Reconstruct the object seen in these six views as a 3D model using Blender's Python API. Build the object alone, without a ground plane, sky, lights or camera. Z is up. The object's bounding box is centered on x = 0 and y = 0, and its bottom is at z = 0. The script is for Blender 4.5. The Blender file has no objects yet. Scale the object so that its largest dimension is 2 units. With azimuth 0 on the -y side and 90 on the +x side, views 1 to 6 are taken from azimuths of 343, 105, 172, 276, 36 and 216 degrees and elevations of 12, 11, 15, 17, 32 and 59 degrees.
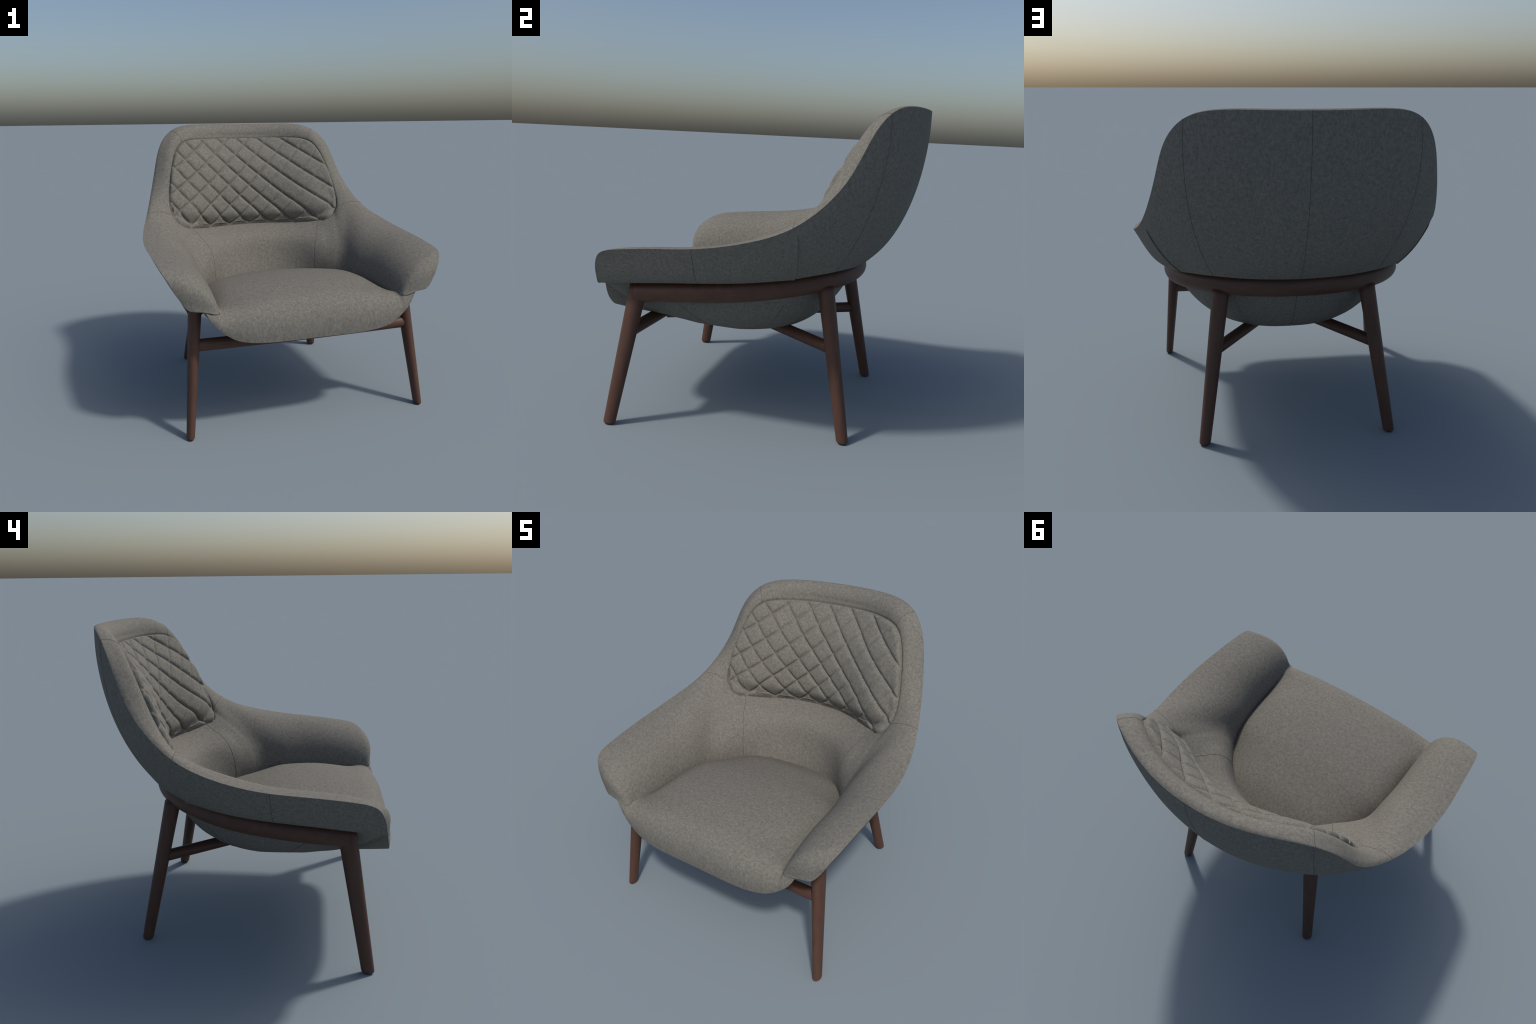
import bpy, bmesh, math
import numpy as np
from mathutils import Vector
from mathutils.bvhtree import BVHTree

# ------------------------------------------------------------------ helpers
MIRROR = np.array([-1.0, 1.0, 1.0])


def spline(knots, t_knots, t):
    """Natural cubic spline through knots (n, ...) at parameters t_knots, sampled at t."""
    K = np.asarray(knots, float)
    shape = K.shape[1:]
    K = K.reshape(len(K), -1)
    d = np.asarray(t_knots, float)
    n, h = len(K), np.diff(d)
    A, B = np.zeros((n, n)), np.zeros_like(K)
    A[0, 0] = A[-1, -1] = 1
    for i in range(1, n - 1):
        A[i, i - 1], A[i, i], A[i, i + 1] = h[i - 1], 2 * (h[i - 1] + h[i]), h[i]
        B[i] = 6 * ((K[i + 1] - K[i]) / h[i] - (K[i] - K[i - 1]) / h[i - 1])
    M = np.linalg.solve(A, B)
    t = np.asarray(t, float)
    i = np.clip(np.searchsorted(d, t, side="right") - 1, 0, n - 2)
    hi = h[i][:, None]
    a, b = (d[i + 1] - t)[:, None], (t - d[i])[:, None]
    out = M[i] * a**3 / 6 / hi + M[i + 1] * b**3 / 6 / hi + (K[i] / hi - M[i] * hi / 6) * a + (K[i + 1] / hi - M[i + 1] * hi / 6) * b
    return out.reshape(len(t), *shape)


def chord(points, power=0.5):
    return np.r_[0, np.cumsum(np.linalg.norm(np.diff(np.asarray(points, float), axis=0), axis=1) ** power)]


def curve(points, n, power=0.5):
    t = chord(points, power)
    s = spline(points, t, np.linspace(0, t[-1], 8 * n))
    d = np.r_[0, np.cumsum(np.linalg.norm(np.diff(s, axis=0), axis=1))]
    u = np.linspace(0, d[-1], n)
    return np.stack([np.interp(u, d, s[:, k]) for k in range(s.shape[1])], -1)


def bezier(p0, p1, p2, p3, n):
    t = np.linspace(0, 1, n)[:, None]
    return (1 - t) ** 3 * p0 + 3 * (1 - t) ** 2 * t * p1 + 3 * (1 - t) * t**2 * p2 + t**3 * p3


def smoothstep(a, b, x):
    t = np.clip((x - a) / (b - a), 0, 1)
    return t * t * (3 - 2 * t)


def new_mesh(name, verts, faces, material, parent, smooth=True):
    me = bpy.data.meshes.new(name)
    me.from_pydata([tuple(map(float, v)) for v in verts], [], [tuple(map(int, f)) for f in faces])
    me.validate()
    bm = bmesh.new()
    bm.from_mesh(me)
    bmesh.ops.remove_doubles(bm, verts=bm.verts, dist=1e-5)
    bmesh.ops.dissolve_degenerate(bm, edges=bm.edges, dist=1e-6)
    bm.to_mesh(me)
    bm.free()
    me.polygons.foreach_set("use_smooth", [smooth] * len(me.polygons))
    me.materials.append(material)
    ob = bpy.data.objects.new(name, me)
    bpy.context.scene.collection.objects.link(ob)
    ob.parent = parent
    return ob


def grid_faces(nu, nv, close_u=False, flip=False):
    f = []
    for i in range(nu if close_u else nu - 1):
        for j in range(nv - 1):
            a, b = i * nv + j, ((i + 1) % nu) * nv + j
            f.append((a, b, b + 1, a + 1) if not flip else (a, a + 1, b + 1, b))
    return f


def grid_normals(G):
    du, dv = np.gradient(G, axis=0), np.gradient(G, axis=1)
    n = np.cross(du, dv)
    return n / np.maximum(np.linalg.norm(n, axis=-1, keepdims=True), 1e-9)


def tube(path, radii, sides=24, squash=None, caps=True):
    """Sweep an ellipse along a path; radii (n,2) along two frame axes; squash gives the fixed second axis."""
    P = np.asarray(path, float)
    R = np.broadcast_to(np.asarray(radii, float), (len(P), 2))
    T = np.gradient(P, axis=0)
    T /= np.linalg.norm(T, axis=1, keepdims=True)
    up = np.array([0, 0, 1.0]) if squash is None else np.asarray(squash, float)
    a = np.linspace(0, 2 * math.pi, sides, endpoint=False)
    rows = []
    for p, t, r in zip(P, T, R):
        s = np.cross(t, up)
        s /= np.linalg.norm(s)
        w = np.cross(s, t)
        rows.append(p + np.cos(a)[:, None] * r[0] * s + np.sin(a)[:, None] * r[1] * w)
    V = np.concatenate(rows)
    n = len(P)
    F = []
    for i in range(n - 1):
        for j in range(sides):
            k = (j + 1) % sides
            F.append((i * sides + j, i * sides + k, (i + 1) * sides + k, (i + 1) * sides + j))
    if caps:
        F.append(tuple(range(sides))[::-1])
        F.append(tuple((n - 1) * sides + j for j in range(sides)))
    return V, F


# ------------------------------------------------------------------ materials
def node_material(name):
    m = bpy.data.materials.new(name)
    m.use_nodes = True
    nt = m.node_tree
    return m, nt, nt.nodes["Principled BSDF"]


def fabric_material(name, dark, mid, light, bump=0.25):
    m, nt, bsdf = node_material(name)
    N, L = nt.nodes.new, nt.links.new
    co = N("ShaderNodeTexCoord")

    def noise(scale, stretch, detail=2.0, rough=0.6):
        mp = N("ShaderNodeMapping")
        mp.inputs["Scale"].default_value = stretch
        L(co.outputs["Object"], mp.inputs["Vector"])
        n = N("ShaderNodeTexNoise")
        n.inputs["Scale"].default_value = scale
        n.inputs["Detail"].default_value = detail
        n.inputs["Roughness"].default_value = rough
        L(mp.outputs["Vector"], n.inputs["Vector"])
        return n.outputs["Fac"]

    def math_node(op, a, b):
        k = N("ShaderNodeMath")
        k.operation = op
        for s, v in zip(k.inputs, (a, b)):
            if isinstance(v, float):
                s.default_value = v
            else:
                L(v, s)
        return k.outputs[0]

    blotch = noise(60.0, (1, 1, 0.8))
    warp = noise(150.0, (1.0, 1.0, 0.25))
    weft = noise(150.0, (0.3, 0.3, 1.0))
    grain = noise(190.0, (1, 1, 1), 1.0)
    s = math_node("ADD", math_node("MULTIPLY", blotch, 0.30), math_node("MULTIPLY", warp, 0.30))
    s = math_node("ADD", s, math_node("MULTIPLY", weft, 0.20))
    s = math_node("ADD", s, math_node("MULTIPLY", grain, 0.20))
    ramp = N("ShaderNodeValToRGB")
    e = ramp.color_ramp.elements
    e[0].position, e[0].color = 0.38, (*dark, 1)
    e[1].position, e[1].color = 0.66, (*light, 1)
    k = ramp.color_ramp.elements.new(0.5)
    k.color = (*mid, 1)
    L(s, ramp.inputs["Fac"])
    L(ramp.outputs["Color"], bsdf.inputs["Base Color"])
    bsdf.inputs["Roughness"].default_value = 0.92
    bsdf.inputs["Specular IOR Level"].default_value = 0.2
    bp = N("ShaderNodeBump")
    bp.inputs["Strength"].default_value = bump
    bp.inputs["Distance"].default_value = 0.003
    fine = noise(260.0, (1, 1, 1), 2.0)
    L(math_node("ADD", fine, s), bp.inputs["Height"])
    L(bp.outputs["Normal"], bsdf.inputs["Normal"])
    return m


def wood_material(name, along):
    m, nt, bsdf = node_material(name)
    N, L = nt.nodes.new, nt.links.new
    co, mp, n = N("ShaderNodeTexCoord"), N("ShaderNodeMapping"), N("ShaderNodeTexNoise")
    mp.inputs["Scale"].default_value = along
    L(co.outputs["Object"], mp.inputs["Vector"])
    L(mp.outputs["Vector"], n.inputs["Vector"])
    n.inputs["Scale"].default_value = 30.0
    n.inputs["Detail"].default_value = 4.0
    ramp = N("ShaderNodeValToRGB")
    e = ramp.color_ramp.elements
    e[0].position, e[0].color = 0.35, (0.077, 0.0370, 0.0245, 1)
    e[1].position, e[1].color = 0.65, (0.093, 0.0440, 0.0290, 1)
    L(n.outputs["Fac"], ramp.inputs["Fac"])
    L(ramp.outputs["Color"], bsdf.inputs["Base Color"])
    bsdf.inputs["Roughness"].default_value = 0.5
    bsdf.inputs["Specular IOR Level"].default_value = 0.35
    return m


def plain_material(name, colour, rough):
    m, nt, bsdf = node_material(name)
    n = nt.nodes.new("ShaderNodeTexNoise")
    n.inputs["Scale"].default_value = 80.0
    r = nt.nodes.new("ShaderNodeValToRGB")
    r.color_ramp.elements[0].color = (*[c * 0.9 for c in colour], 1)
    r.color_ramp.elements[1].color = (*[c * 1.1 for c in colour], 1)
    nt.links.new(n.outputs["Fac"], r.inputs["Fac"])
    nt.links.new(r.outputs["Color"], bsdf.inputs["Base Color"])
    bsdf.inputs["Roughness"].default_value = rough
    return m


FABRIC = fabric_material("woven_taupe_fabric", (0.122, 0.117, 0.103), (0.165, 0.157, 0.137), (0.226, 0.214, 0.186))
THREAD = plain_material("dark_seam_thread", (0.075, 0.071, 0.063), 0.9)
WOOD_LEG = wood_material("stained_walnut_upright", (1, 1, 0.12))
WOOD_BAR = wood_material("stained_walnut_lengthwise", (0.15, 0.6, 1))
RUBBER = plain_material("black_rubber", (0.02, 0.02, 0.02), 0.7)

# ------------------------------------------------------------------ root
chair = bpy.data.objects.new("lounge_chair", None)
bpy.context.scene.collection.objects.link(chair)
chair["label"] = "low taupe fabric lounge armchair with quilted back and dark wooden legs"
chair["category"] = "armchair"

# ------------------------------------------------------------------ upholstery stations
# every station is one cross-section from the sharp outer rim, over the padding, down to the seat crease.
V = lambda *a: np.array(a, float)
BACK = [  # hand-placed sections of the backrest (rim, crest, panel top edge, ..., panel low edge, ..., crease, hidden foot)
    [(0, .941, 1.983), (0, .912, 1.990), (0, .864, 1.968), (0, .836, 1.918), (0, .822, 1.870), (0, .742, 1.76), (0, .678, 1.65), (0, .614, 1.485), (0, .578, 1.32), (0, .584, 1.24), (0, .598, 1.162), (0, .443, 1.085), (0, .370, .925), (0, .312, .76), (0, .310, .70)],
    [(.25, .914, 1.985), (.245, .887, 1.991), (.24, .839, 1.967), (.235, .813, 1.918), (.23, .799, 1.873), (.225, .718, 1.76), (.2, .652, 1.655), (.19, .59, 1.485), (.185, .564, 1.32), (.185, .565, 1.24), (.19, .572, 1.162), (.195, .412, 1.085), (.2, .336, .925), (.2, .276, .755), (.2, .274, .70)],
    [(.494, .8275, 1.980), (.48, .807, 1.985), (.452, .758, 1.963), (.433, .732, 1.914), (.42, .720, 1.868), (.39, .666, 1.76), (.36, .615, 1.668), (.355, .549, 1.505), (.36, .508, 1.35), (.362, .503, 1.25), (.365, .515, 1.163), (.355, .340, 1.085), (.343, .245, .930), (.335, .208, .768), (.335, .206, .70)],
    [(.628, .753, 1.938), (.612, .739, 1.944), (.582, .686, 1.931), (.563, .656, 1.891), (.550, .643, 1.843), (.545, .598, 1.75), (.54, .550, 1.66), (.535, .487, 1.51), (.535, .428, 1.38), (.54, .41, 1.28), (.549, .392, 1.187), (.476, .220, 1.085), (.427, .148, .930), (.417, .148, .780), (.418, .147, .70)],
    [(.726, .68, 1.829), (.711, .662, 1.834), (.678, .604, 1.807), (.658, .568, 1.755), (.648, .543, 1.70), (.638, .511, 1.62), (.641, .476, 1.52), (.647, .440, 1.42), (.650, .410, 1.35), (.642, .395, 1.28), (.62, .37, 1.22), (.521, .175, 1.09), (.468, .091, .930), (.465, .090, .783), (.466, .089, .70)],
    [(.79, .598, 1.64), (.771, .572, 1.648), (.736, .524, 1.62), (.711, .490, 1.575), (.694, .466, 1.53), (.698, .436, 1.47), (.702, .412, 1.42), (.704, .398, 1.38), (.705, .395, 1.34), (.692, .372, 1.29), (.67, .356, 1.244), (.550, .108, 1.095), (.505, .028, .930), (.505, .030, .785), (.507, .029, .70)],
    [(.8384, .497, 1.4827), (.818, .474, 1.489), (.786, .446, 1.475), (.765, .425, 1.450), (.748, .408, 1.42), (.736, .395, 1.39), (.726, .383, 1.36), (.714, .371, 1.33), (.699, .356, 1.295), (.677, .300, 1.24), (.645, .200, 1.165), (.575, .042, 1.06), (.540, -.023, .925), (.540, -.025, .786), (.542, -.026, .70)],
    [(.9055, .309, 1.321), (.887, .299, 1.328), (.860, .294, 1.325), (.834, .286, 1.315), (.809, .276, 1.300), (.784, .262, 1.280), (.758, .240, 1.252), (.731, .203, 1.220), (.702, .152, 1.180), (.672, .088, 1.135), (.644, .028, 1.085), (.597, -.052, .99), (.577, -.085, .90), (.567, -.100, .787), (.570, -.101, .70)],
]
ARM = [  # rim point, leaving direction, crease point, direction back up from the crease
    [(.967, .075, 1.231), (-.215, -.03, .014), (.583, -.19, .79), (-.014, -.008, .28)],
    [(.998, -.19, 1.180), (-.22, 0, .008), (.600, -.33, .798), (.010, .012, .27)],
    [(.992, -.45, 1.155), (-.22, 0, .008), (.608, -.48, .812), (.015, 0, .25)],
    [(.980, -.66, 1.131), (-.21, 0, .006), (.615, -.64, .832), (.015, 0, .21)],
    [(.962, -.785, 1.097), (-.19, -.025, .005), (.620, -.74, .840), (.02, -.065, .16)],
    [(.926, -.833, 1.034), (-.15, -.055, .03), (.625, -.80, .845), (.02, -.065, .12)],
    [(.894, -.852, .974), (-.12, -.058, .03), (.628, -.83, .847), (.01, -.055, .085)],
    [(.858, -.8635, .917), (-.09, -.04, .02), (.630, -.85, .847), (.01, -.035, .05)],
    [(.819, -.876, .882), (-.07, -.02, .01), (.633, -.86, .8475), (0, -.02, .02)],
    [(.731, -.880, .872), (-.04, -.012, -.012), (.6365, -.8715, .8475), (.03, -.014, -.002)],
]
SHELL = [  # foot of the outer shell below each rim station, and the two Bezier handles of the outer section
    [(0, .630, 1.029), (0, .012, -.38), (0, .212, .170)],
    [(.20, .607, 1.028), (.008, .018, -.37), (.036, .203, .174)],
    [(.37, .553, 1.027), (.020, .022, -.36), (.076, .182, .200)],
    [(.492, .489, 1.025), (.030, .018, -.345), (.116, .166, .240)],
    [(.56, .43, 1.018), (.015, -.012, -.30), (.130, .155, .235)],
    [(.615, .37, 1.011), (.003, -.035, -.227), (.119, .111, .193)],
    [(.66, .32, 1.004), (-.022, -.032, -.17), (.099, .074, .14)],
    [(.69, .275, .998), (-.052, -.004, -.115), (.105, .038, .095)],
    [(.79, .07, .977), (-.058, 0, -.10), (.075, .014, .050)],
    [(.845, -.20, .955), (-.058, 0, -.10), (.065, .002, .036)],
    [(.845, -.45, .931), (-.058, 0, -.10), (.060, 0, .032)],
    [(.837, -.64, .909), (-.058, 0, -.10), (.056, 0, .030)],
    [(.833, -.75, .897), (-.052, -.01, -.085), (.048, 0, .026)],
    [(.831, -.80, .891), (-.036, .005, -.06), (.034, 0, .02)],
    [(.829, -.83, .888), (-.022, .005, -.035), (.018, 0, .013)],
    [(.827, -.852, .886), (-.012, .002, -.012), (.008, 0, .006)],
    [(.819, -.876, .882), (0, 0, 0), (0, 0, 0)],
    [(.731, -.880, .872), (0, 0, 0), (0, 0, 0)],
]
NJ = 15
inner_k = [np.array(s, float) for s in BACK]
for r, t0, c, t1 in ARM:
    r, t0, c, t1 = V(*r), V(*t0), V(*c), V(*t1)
    inner_k.append(np.concatenate([bezier(r, r + t0, c + t1, c, NJ - 1), [c + V(.004, 0, -.07)]]))
inner_k = np.array(inner_k)
NO = 9
outer_k = np.array([bezier(k[0], k[0] + V(*a), V(*b) + V(*h), V(*b), NO) for k, (b, a, h) in zip(inner_k, SHELL)])
t_half = chord(inner_k[:, 0], 0.6)
t_all = np.r_[-t_half[:0:-1], t_half]
mirrored = lambda A: np.concatenate([A[:0:-1] * MIRROR, A])
PLEAT_T = float(np.interp(-0.33, -inner_k[4:10, 0, 1], t_half[4:10]))
base_t = np.linspace(0, t_half[-1], 420)
fine_t = np.unique(np.r_[base_t, PLEAT_T - .0012, PLEAT_T - .0004, PLEAT_T + .0004, PLEAT_T + .0012, PLEAT_T + np.linspace(.004, .03, 6)])
TT = np.r_[-fine_t[:0:-1], fine_t]


def surface(knots, t_values, nv):
    rows = spline(mirrored(knots), t_all, t_values)  # (nt, J, 3)
    J = rows.shape[1]
    tj = np.linspace(0, 1, J)
    out = spline(rows.transpose(1, 0, 2), tj, np.linspace(0, 1, nv))
    return out.transpose(1, 0, 2)


NV = 220
inner = surface(inner_k, TT, NV)
at_v = np.linspace(0, 1, NV)


def ease(times, along_t, along_v, v_mask, both=True):
    """relax the padding where the masks say so, on one half, and mirror the result"""
    global inner
    mid = len(TT) // 2
    lo = max(int(np.argmax(v_mask > 0)) - 1, 0)
    H = inner[mid:, lo:].copy()
    m = along_t[mid:, None, None] * v_mask[None, lo:, None] / 4
    mv = along_v[mid:, None, None] * v_mask[None, lo:, None] / 4
    for _ in range(times):
        P = np.concatenate([H[1:2] * MIRROR, H])
        H[:-1] += m[:-1] * (P[:-2] - 2 * H[:-1] + H[1:])
        if both:
            H[:, 1:-1] += mv[:, 1:-1] * (H[:, :-2] - 2 * H[:, 1:-1] + H[:, 2:])
    inner[mid:, lo:] = H
    inner[:mid] = inner[:mid:-1] * MIRROR


T = np.abs(TT)
none = np.zeros_like(T)
# ease the padding along its length so that the sections melt together
ease(300, smoothstep(t_half[12], t_half[9], T), none, smoothstep(.02, .25, at_v), False)
# melt the inside corner between back and arm into one sweep
corner = smoothstep(t_half[3], t_half[5], T) * smoothstep(t_half[10], t_half[8], T)
ease(300, none, corner, smoothstep(.60, .76, at_v) * smoothstep(.99, .92, at_v))
blend = smoothstep(t_half[5], t_half[6] * .6 + t_half[7] * .4, T) * smoothstep(t_half[10], t_half[8], T)
ease(380, blend, blend, smoothstep(.12, .45, at_v) * smoothstep(.995, .90, at_v))
# and take any waviness out of the lower back, below the quilting
ease(420, smoothstep(t_half[10], t_half[8], T), none, smoothstep(.735, .82, at_v) * smoothstep(.995, .93, at_v), False)
outer = surface(outer_k, TT, 48)
outer[:, 0] = inner[:, 0]

# overlapping pleat on each flank: the arm cover lies a little proud of the back cover and ends in a fold
vv = np.linspace(0, 1, outer.shape[1])
window = smoothstep(.10, .26, vv)
beyond = np.abs(TT) - PLEAT_T
step = np.where(beyond > 0, np.exp(-np.clip(beyond, 0, None) / .16), 0.0) * 0.0075
step += np.where(beyond <= 0, -0.0008 * np.exp(beyond / .02), 0.0)
n_out = grid_normals(outer)
side = np.sign((n_out * (outer - V(0, -.1, 1.3))).sum(-1, keepdims=True))
n_out = n_out * side
outer = outer + n_out * (step[:, None] * window[None, :])[..., None]


def region_faces(nt, nv, keep):
    out = []
    for i in range(nt - 1):
        if keep((TT[i] + TT[i + 1]) / 2):
            out += [(i * nv + j, i * nv + j + 1, (i + 1) * nv + j + 1, (i + 1) * nv + j) for j in range(nv - 1)]
    return out


def split_parts(G, specs, flip):
    """One smooth surface, separated by region into named meshes that share the whole surface's normals."""
    nt, nv = G.shape[:2]
    nrm = grid_normals(G).reshape(-1, 3) * (1 if flip else -1)
    verts = G.reshape(-1, 3)
    made = []
    for name, keep in specs:
        F = np.array(region_faces(nt, nv, keep))
        if flip:
            F = F[:, ::-1]
        used = np.unique(F)
        remap = np.full(len(verts), -1)
        remap[used] = np.arange(len(used))
        me = bpy.data.meshes.new(name)
        me.from_pydata(verts[used].tolist(), [], remap[F].tolist())
        me.polygons.foreach_set("use_smooth", [True] * len(me.polygons))
        me.materials.append(FABRIC)
        me.normals_split_custom_set_from_vertices(nrm[used].tolist())
        ob = bpy.data.objects.new(name, me)
        bpy.context.scene.collection.objects.link(ob)
        ob.parent = chair
        made.append(ob)
    return made


# ------------------------------------------------------------------ quilted panel and the frame round it
OUTLINE = [(0, 1.160), (.19, 1.160), (.37, 1.163), (.50, 1.176), (.575, 1.192), (.635, 1.222), (.675, 1.262), (.700, 1.315), (.708, 1.38), (.705, 1.45), (.692, 1.54), (.672, 1.63), (.648, 1.705),
           (.612, 1.785), (.562, 1.840), (.49, 1.866), (.37, 1.874), (.20, 1.873), (0, 1.871)]
half = np.array(OUTLINE)
loop = np.concatenate([half, half[-2:0:-1] * [-1, 1]])
ext = np.concatenate([loop[-4:], loop, loop[:5]])
te = chord(ext, .5)
NA = 640
edge2d = spline(ext, te, np.linspace(te[4], te[4 + len(loop)], NA, endpoint=False))
smooth_bvh = BVHTree.FromPolygons([Vector(p) for p in inner.reshape(-1, 3)], region_faces(*inner.shape[:2], lambda t: True))


def on_padding(q):
    """point and normal of the smooth padding behind a front-view position"""
    hit, nor, _, _ = smooth_bvh.ray_cast(Vector((q[0], -0.3, q[1])), Vector((0, 1, 0)))
    if hit is None or hit.y < .33 - .25 * max(0, .66 - abs(q[0])):
        hit, nor, _, _ = smooth_bvh.find_nearest(Vector((q[0], .365 if q[1] < 1.32 else .42, q[1])))
    return np.array(hit), np.array(nor) * (-1 if nor.y > 0 else 1)


edge3d = np.array([on_padding(q)[0] for q in edge2d])


def from_outline(p):
    """distance in space from points p to the panel outline"""
    a, d = edge3d, np.roll(edge3d, -1, 0) - edge3d
    out = np.empty(len(p))
    for k in range(0, len(p), 3000):
        w = p[k:k + 3000, None] - a
        t = np.clip((w * d).sum(-1) / np.maximum((d * d).sum(-1), 1e-12), 0, 1)
        out[k:k + 3000] = np.sqrt(((w - t[..., None] * d) ** 2).sum(-1).min(1))
    return out


def inside_outline(q):
    a, d = edge2d, np.roll(edge2d, -1, 0) - edge2d
    out = np.empty(len(q), bool)
    for k in range(0, len(q), 4000):
        y, y2 = a[:, 1], a[:, 1] + d[:, 1]
        qy, qx = q[k:k + 4000, 1:2], q[k:k + 4000, 0:1]
        cross = ((y > qy) != (y2 > qy)) & (qx < a[:, 0] + d[:, 0] * (qy - y) / np.where(np.abs(d[:, 1]) < 1e-9, 1e-9, d[:, 1]))
        out[k:k + 4000] = cross.sum(1) % 2 == 1
    return out


flat = inner.reshape(-1, 3)
near = np.where((np.abs(flat[:, 0]) < .80) & (flat[:, 2] > 1.05) & (flat[:, 2] < 1.95) & (flat[:, 1] > .2))[0]
sd = from_outline(flat[near]) * np.where(inside_outline(flat[near][:, [0, 2]]), 1, -1)
sink = np.where(sd > 0, .011 + .02 * smoothstep(0, .03, sd), .011 * np.exp(np.minimum(sd, 0) / .007) * (.3 + .7 * smoothstep(1.17, 1.32, flat[near][:, 2])))
n_in = -grid_normals(inner).reshape(-1, 3)
flat[near] -= n_in[near] * sink[:, None]
inner = flat.reshape(inner.shape)

T_ARM = float(t_half[7])
is_back = lambda t: abs(t) < T_ARM
split_parts(inner, [("backrest", is_back), ("armrest", lambda t: t >= T_ARM), ("armrest", lambda t: t <= -T_ARM)], False)
split_parts(outer, [("back_cover", lambda t: abs(t) < PLEAT_T), ("arm_cover", lambda t: t >= PLEAT_T), ("arm_cover", lambda t: t <= -PLEAT_T)], True)

inner_bvh = BVHTree.FromPolygons([Vector(p) for p in inner.reshape(-1, 3)], region_faces(*inner.shape[:2], lambda t: True))
outer_bvh = BVHTree.FromPolygons([Vector(p) for p in outer.reshape(-1, 3)], region_faces(*outer.shape[:2], lambda t: True))


NR = 110
rr = 1 - (1 - np.linspace(0, 1, NR)) ** 1.15
centre2d = np.array([0.0, 1.52])
PX, PZ = .183, .163
q2 = (centre2d + (edge2d[:, None] - centre2d) * rr[None, :, None]).reshape(-1, 2)
found = [on_padding(q) for q in q2]
pos, nrm = np.array([f[0] for f in found]), np.array([f[1] for f in found])
row = (q2[:, 1] - 1.158) / PZ
ca, cb = q2[:, 0] / PX, row - (.087 + .113 * np.clip(row, 0, 1)) * q2[:, 0] ** 2 / PZ
e1, e2 = np.abs(np.sin(math.pi * (ca + cb))), np.abs(np.sin(math.pi * (ca - cb)))
cross = 1 - .5 * smoothstep(-.15, .30, q2[:, 0])  # cross seams shallower towards one side: light that hides them, modelled into the shape
pillow = (1 - np.exp(-4.2 * e1)) * (1 - cross * np.exp(-4.8 * e2))
env = 1 - np.exp(-from_outline(pos) / .0065)
panel = pos + nrm * (-.013 + (.016 + .023 * pillow) * env)[:, None]
panel = panel.reshape(NA, NR, 3)
F = grid_faces(NA, NR, close_u=True, flip=True)
new_mesh("quilted_panel", panel.reshape(-1, 3), F, FABRIC, chair)

# ------------------------------------------------------------------ seat cushion
crease = inner_k[:, NJ - 2]
FRONT = np.array([(0, -.937, .645), (.15, -.937, .644), (.30, -.937, .646), (.45, -.928, .656), (.55, -.914, .682), (.63, -.904, .737), (.69, -.891, .798), (.728, -.882, .868)])
n_front = 70
front_c = curve(FRONT, n_front)
# the cushion is a set of fore-and-aft profiles: domed top falling to the crease, and a front that rolls under
TOP_Y = [-.76, -.62, -.45, -.20, 0, .15, .25, .33, .40]
TOP_Z = [.914, .934, .940, .922, .881, .838, .790, .740, .68]
SIDE = np.concatenate([crease[:12], [(.66, -.80, .84), (.728, -.86, .86)]])


def cushion_column(x):
    ax = abs(x)
    e = np.array([np.interp(ax, front_c[:, 0], front_c[:, k]) for k in range(3)])
    y_back = np.interp(ax, [0, .2, .335, .417, .505, .565, .60, .64, .728], [.36, .32, .26, .20, .09, -.02, -.15, -.55, -.70])
    y = np.linspace(y_back, -.76, 52)
    base = spline(np.array(TOP_Z)[:, None], TOP_Y, y)[:, 0]
    fall = (.045 * (ax / .6) ** 2 + .052 * (ax / .6) ** 10) * smoothstep(-.98, -.48, y) + .035 * (ax / .45) ** 4 * smoothstep(-.22, .15, y)
    z = base - np.minimum(fall, .17)
    z_a = max(.915 - .17 * ax ** 2, np.interp(ax, [.60, .64, .70, .73], [.83, .867, .886, .890]))
    z = z + (z_a - z[-1]) * smoothstep(-.45, -.76, y)
    top = np.stack([np.full_like(y, ax), y, z], -1)
    a = top[-1]
    drop = a[2] - e[2]
    slope = (top[-1] - top[-2]) / np.linalg.norm(top[-1] - top[-2])
    p1 = a + slope * .135 * min(1, .35 + drop / .35)
    p2 = e + V(0, -.020 * min(1, drop / .2), .62 * drop)
    roll = bezier(a, p1, p2, e, 34)[1:]
    col = np.concatenate([top, roll])
    col[:, 0] = x
    return col


xs = .728 * np.sin(np.linspace(-math.pi / 2, math.pi / 2, 141))
cols = np.array([cushion_column(x) for x in xs])
new_mesh("seat_cushion", cols.reshape(-1, 3), grid_faces(len(xs), cols.shape[1], flip=True), FABRIC, chair)

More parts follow.
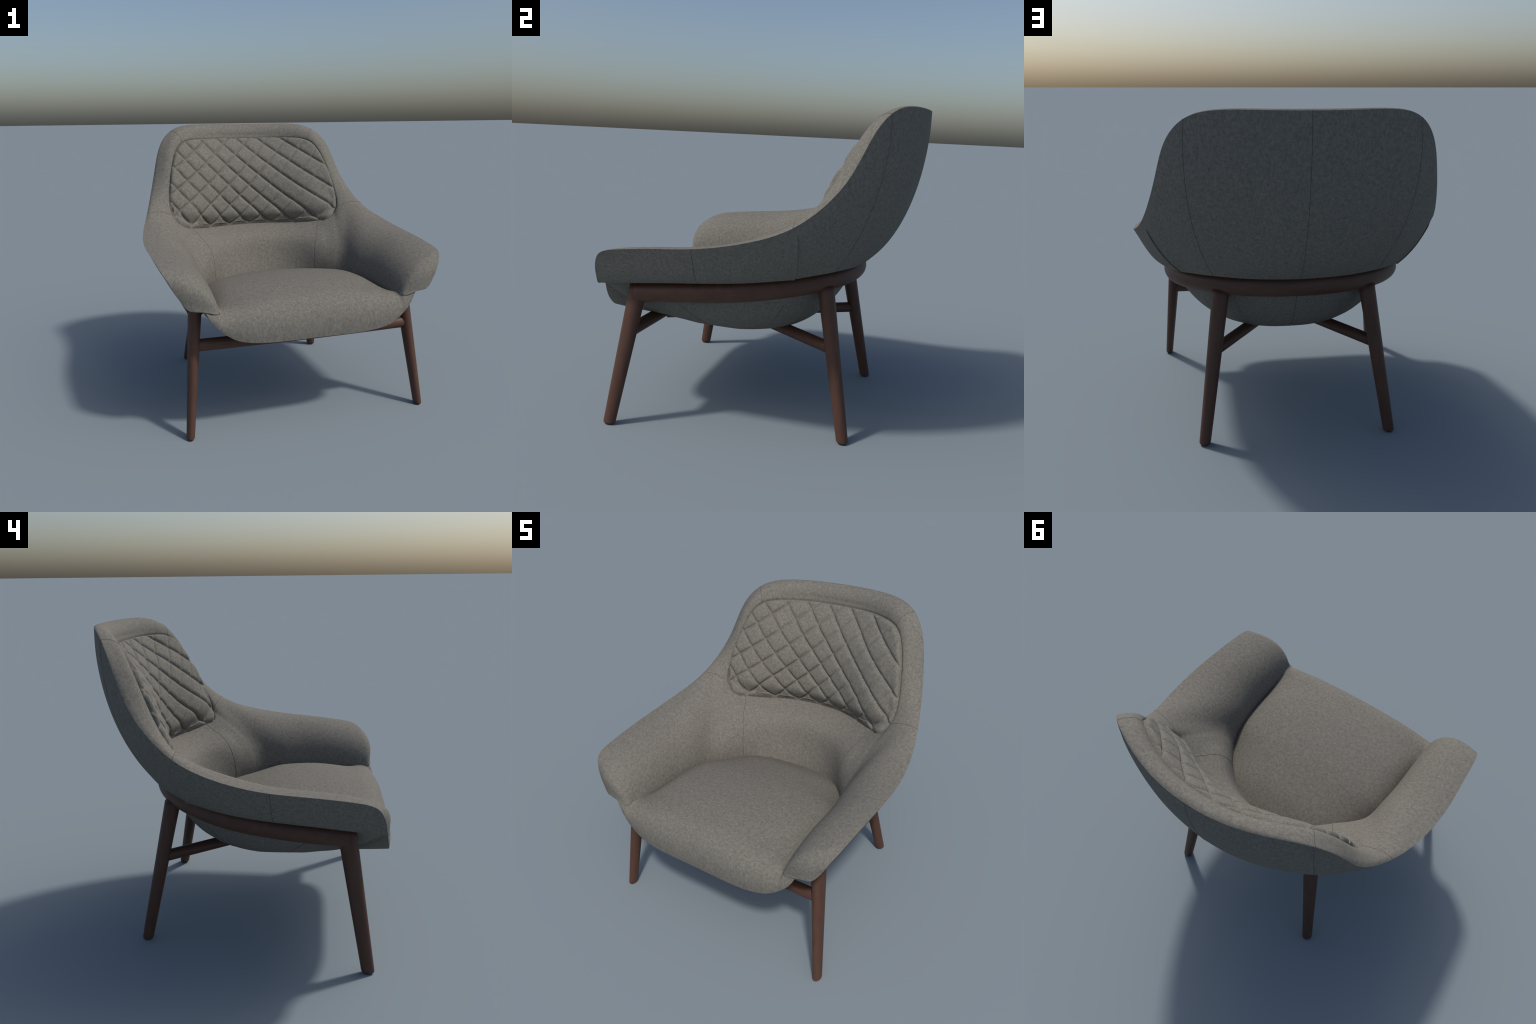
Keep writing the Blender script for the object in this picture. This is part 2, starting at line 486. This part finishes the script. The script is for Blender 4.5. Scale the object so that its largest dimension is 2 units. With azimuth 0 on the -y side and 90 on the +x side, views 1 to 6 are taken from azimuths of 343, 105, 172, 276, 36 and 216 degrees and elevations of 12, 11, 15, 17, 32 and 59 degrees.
# ------------------------------------------------------------------ seat base (bowl under the seat)
feet = np.array([s[0] for s in SHELL], float)[:16]
bowl_side = feet * [.92, 1, 1] + [0, 0, -.005]
bowl_side[:, 1] = np.where(bowl_side[:, 1] > 0, bowl_side[:, 1] * .90, bowl_side[:, 1])
bs = np.concatenate([FRONT[-1:], bowl_side[::-1][2:]])
side_b = curve(bs, 100, .7)
loop_b = np.concatenate([front_c, side_b[1:]])
BC = V(0, -.12, .541)
NB = 34
rb = np.linspace(1, 0, NB) ** 0.8
rows = []
for e in loop_b:
    d = e - BC
    ang = math.degrees(math.atan2(abs(d[0]), -d[1]))  # 0 at the front, 180 at the back
    n = np.interp(ang, [0, 25, 45, 60, 90, 130, 180], [1.3, 1.65, 2.9, 3.7, 4.1, 3.8, 3.5])
    rows.append(np.stack([BC[0] + d[0] * rb, BC[1] + d[1] * rb, BC[2] + d[2] * rb**n], -1))
rows = np.array(rows)
fullb = np.concatenate([rows, rows[-2:0:-1] * MIRROR])
new_mesh("seat_base", fullb.reshape(-1, 3), grid_faces(len(fullb), NB, close_u=True), FABRIC, chair)
base_bvh = BVHTree.FromPolygons([Vector(p) for p in fullb.reshape(-1, 3)], grid_faces(len(fullb), NB, close_u=True))

# underside strip that closes the shell between its foot and the bowl
a = surface(outer_k, np.linspace(-t_half[16], t_half[16], 240), 3)[:, -1]
b = a * [.90, .92, 1] + [0, .01, .03]
new_mesh("underside_lining", np.stack([a, (a + b) / 2, b], 1).reshape(-1, 3), grid_faces(240, 3, flip=True), FABRIC, chair)

# ------------------------------------------------------------------ seams
def seam(points, bvh, r=.0014, n=60, proud=0.0, mirror=True, name="seam"):
    c = curve(points, n)
    out = []
    for p in c:
        out.append(p if bvh is None else np.array(bvh.find_nearest(Vector(p))[0]))
    out = np.array(out)
    out = out[np.r_[True, np.linalg.norm(np.diff(out, axis=0), axis=1) > 1e-5]]  # no doubled points
    up = (1, .2, .1) if abs(out[-1, 2] - out[0, 2]) > .1 else (0, 0, 1)
    Vv, Ff = tube(out, (r, r), 8, squash=up)
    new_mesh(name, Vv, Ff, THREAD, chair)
    if mirror:
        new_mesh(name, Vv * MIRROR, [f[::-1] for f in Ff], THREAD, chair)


ti = lambda t: int(np.argmin(np.abs(TT - t)))
fold = outer[ti(PLEAT_T - .002), 7:] * .35 + outer[ti(PLEAT_T + .0012), 7:] * .65
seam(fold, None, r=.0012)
seam(outer[ti(0), 0:], outer_bvh, mirror=False)
seam(outer[ti(t_half[3]), 0:], outer_bvh)
seam(outer[ti(float(np.interp(.227, -inner_k[8:12, 0, 1], t_half[8:12]))), 1:], outer_bvh)
seam([(.638, .75, 1.938), (.60, .71, 1.93), (.552, .66, 1.85)], inner_bvh)
seam([(.9055, .309, 1.325), (.80, .33, 1.32), (.672, .36, 1.255)], inner_bvh)
seam([(.549, .389, 1.185), (.52, .31, 1.06), (.44, .17, .92), (.417, .15, .78)], inner_bvh)
seam([(0, .5, .9), (0, .35, .68), (0, .2, .58)], base_bvh, mirror=False)
seam([(.72, -.45, .80), (.62, -.35, .65), (.5, -.3, .58)], base_bvh)
seam([(.55, .2, .80), (.48, .12, .66), (.4, .05, .58)], base_bvh)

# ------------------------------------------------------------------ wooden frame
# the rail is a planar U that follows the shell's foot, tilted up towards the back
RAIL = [(0, .55), (.22, .517), (.42, .42), (.585, .255), (.705, .03), (.748, -.22), (.752, -.44), (.742, -.66)]
rail = np.array([(x, y, .967 - .060 + .110 * y) for x, y in RAIL])
railc = curve(np.concatenate([rail[:0:-1] * MIRROR, rail]), 160)
Vv, Ff = tube(railc, (.062, .066), 32)
new_mesh("frame_rail", Vv, Ff, WOOD_BAR, chair)


def leg(top, foot, r_top, r_foot, axis):
    """tapered leg of oval section, with a rounded end and a rubber glide under it"""
    top, foot = V(*top), V(*foot)
    s = np.r_[np.linspace(0, .985, 24), .992, .997, 1.0]
    P = top + (foot - top) * s[:, None]
    shrink = np.r_[np.ones(24), .985, .96, .90]
    R = np.stack([(r_top[k] + (r_foot[k] - r_top[k]) * s) * shrink for k in (0, 1)], -1)
    rows, sides = [], 40
    a = np.linspace(0, 2 * math.pi, sides, endpoint=False)
    ex = np.array(axis, float)
    ey = np.array([-axis[1], axis[0], 0])
    for p, r in zip(P, R):
        rows.append(p + np.cos(a)[:, None] * r[0] * ex + np.sin(a)[:, None] * r[1] * ey)
    Vv = np.concatenate(rows)
    n = len(P)
    Ff = [(i * sides + j, i * sides + (j + 1) % sides, (i + 1) * sides + (j + 1) % sides, (i + 1) * sides + j) for i in range(n - 1) for j in range(sides)]
    Ff += [tuple((n - 1) * sides + j for j in range(sides)), tuple(range(sides))[::-1]]
    for m in (1, -1):
        ob = new_mesh("leg", Vv * [m, 1, 1], Ff if m < 0 else [f[::-1] for f in Ff], WOOD_LEG, chair)
        g, gf = tube(np.array([foot + V(0, 0, .004), foot + V(0, 0, -.007)]) * [m, 1, 1], (r_foot[0] * .74, r_foot[1] * .74), 24, squash=(0, 1, 0))
        new_mesh("glide", g, gf, RUBBER, ob)


leg((.744, -.646, .885), (.832, -.797, .008), (.0455, .0565), (.0265, .0395), (1, 0, 0))
leg((.448, .430, .92), (.575, .6115, .008), (.052, .051), (.035, .036), (1, 0, 0))

Vv, Ff = tube(curve([(-.765, -.692, .594), (0, -.692, .588), (.765, -.692, .594)], 40), (.038, .041), 28)
new_mesh("crossbar", Vv, Ff, WOOD_BAR, chair)
for m in (1, -1):
    Vv, Ff = tube(np.linspace((.495 * m, .488, .557), (-.30 * m, -.66, .588), 24), (.035, .037), 28)
    new_mesh("stretcher", Vv, Ff, WOOD_BAR, chair)
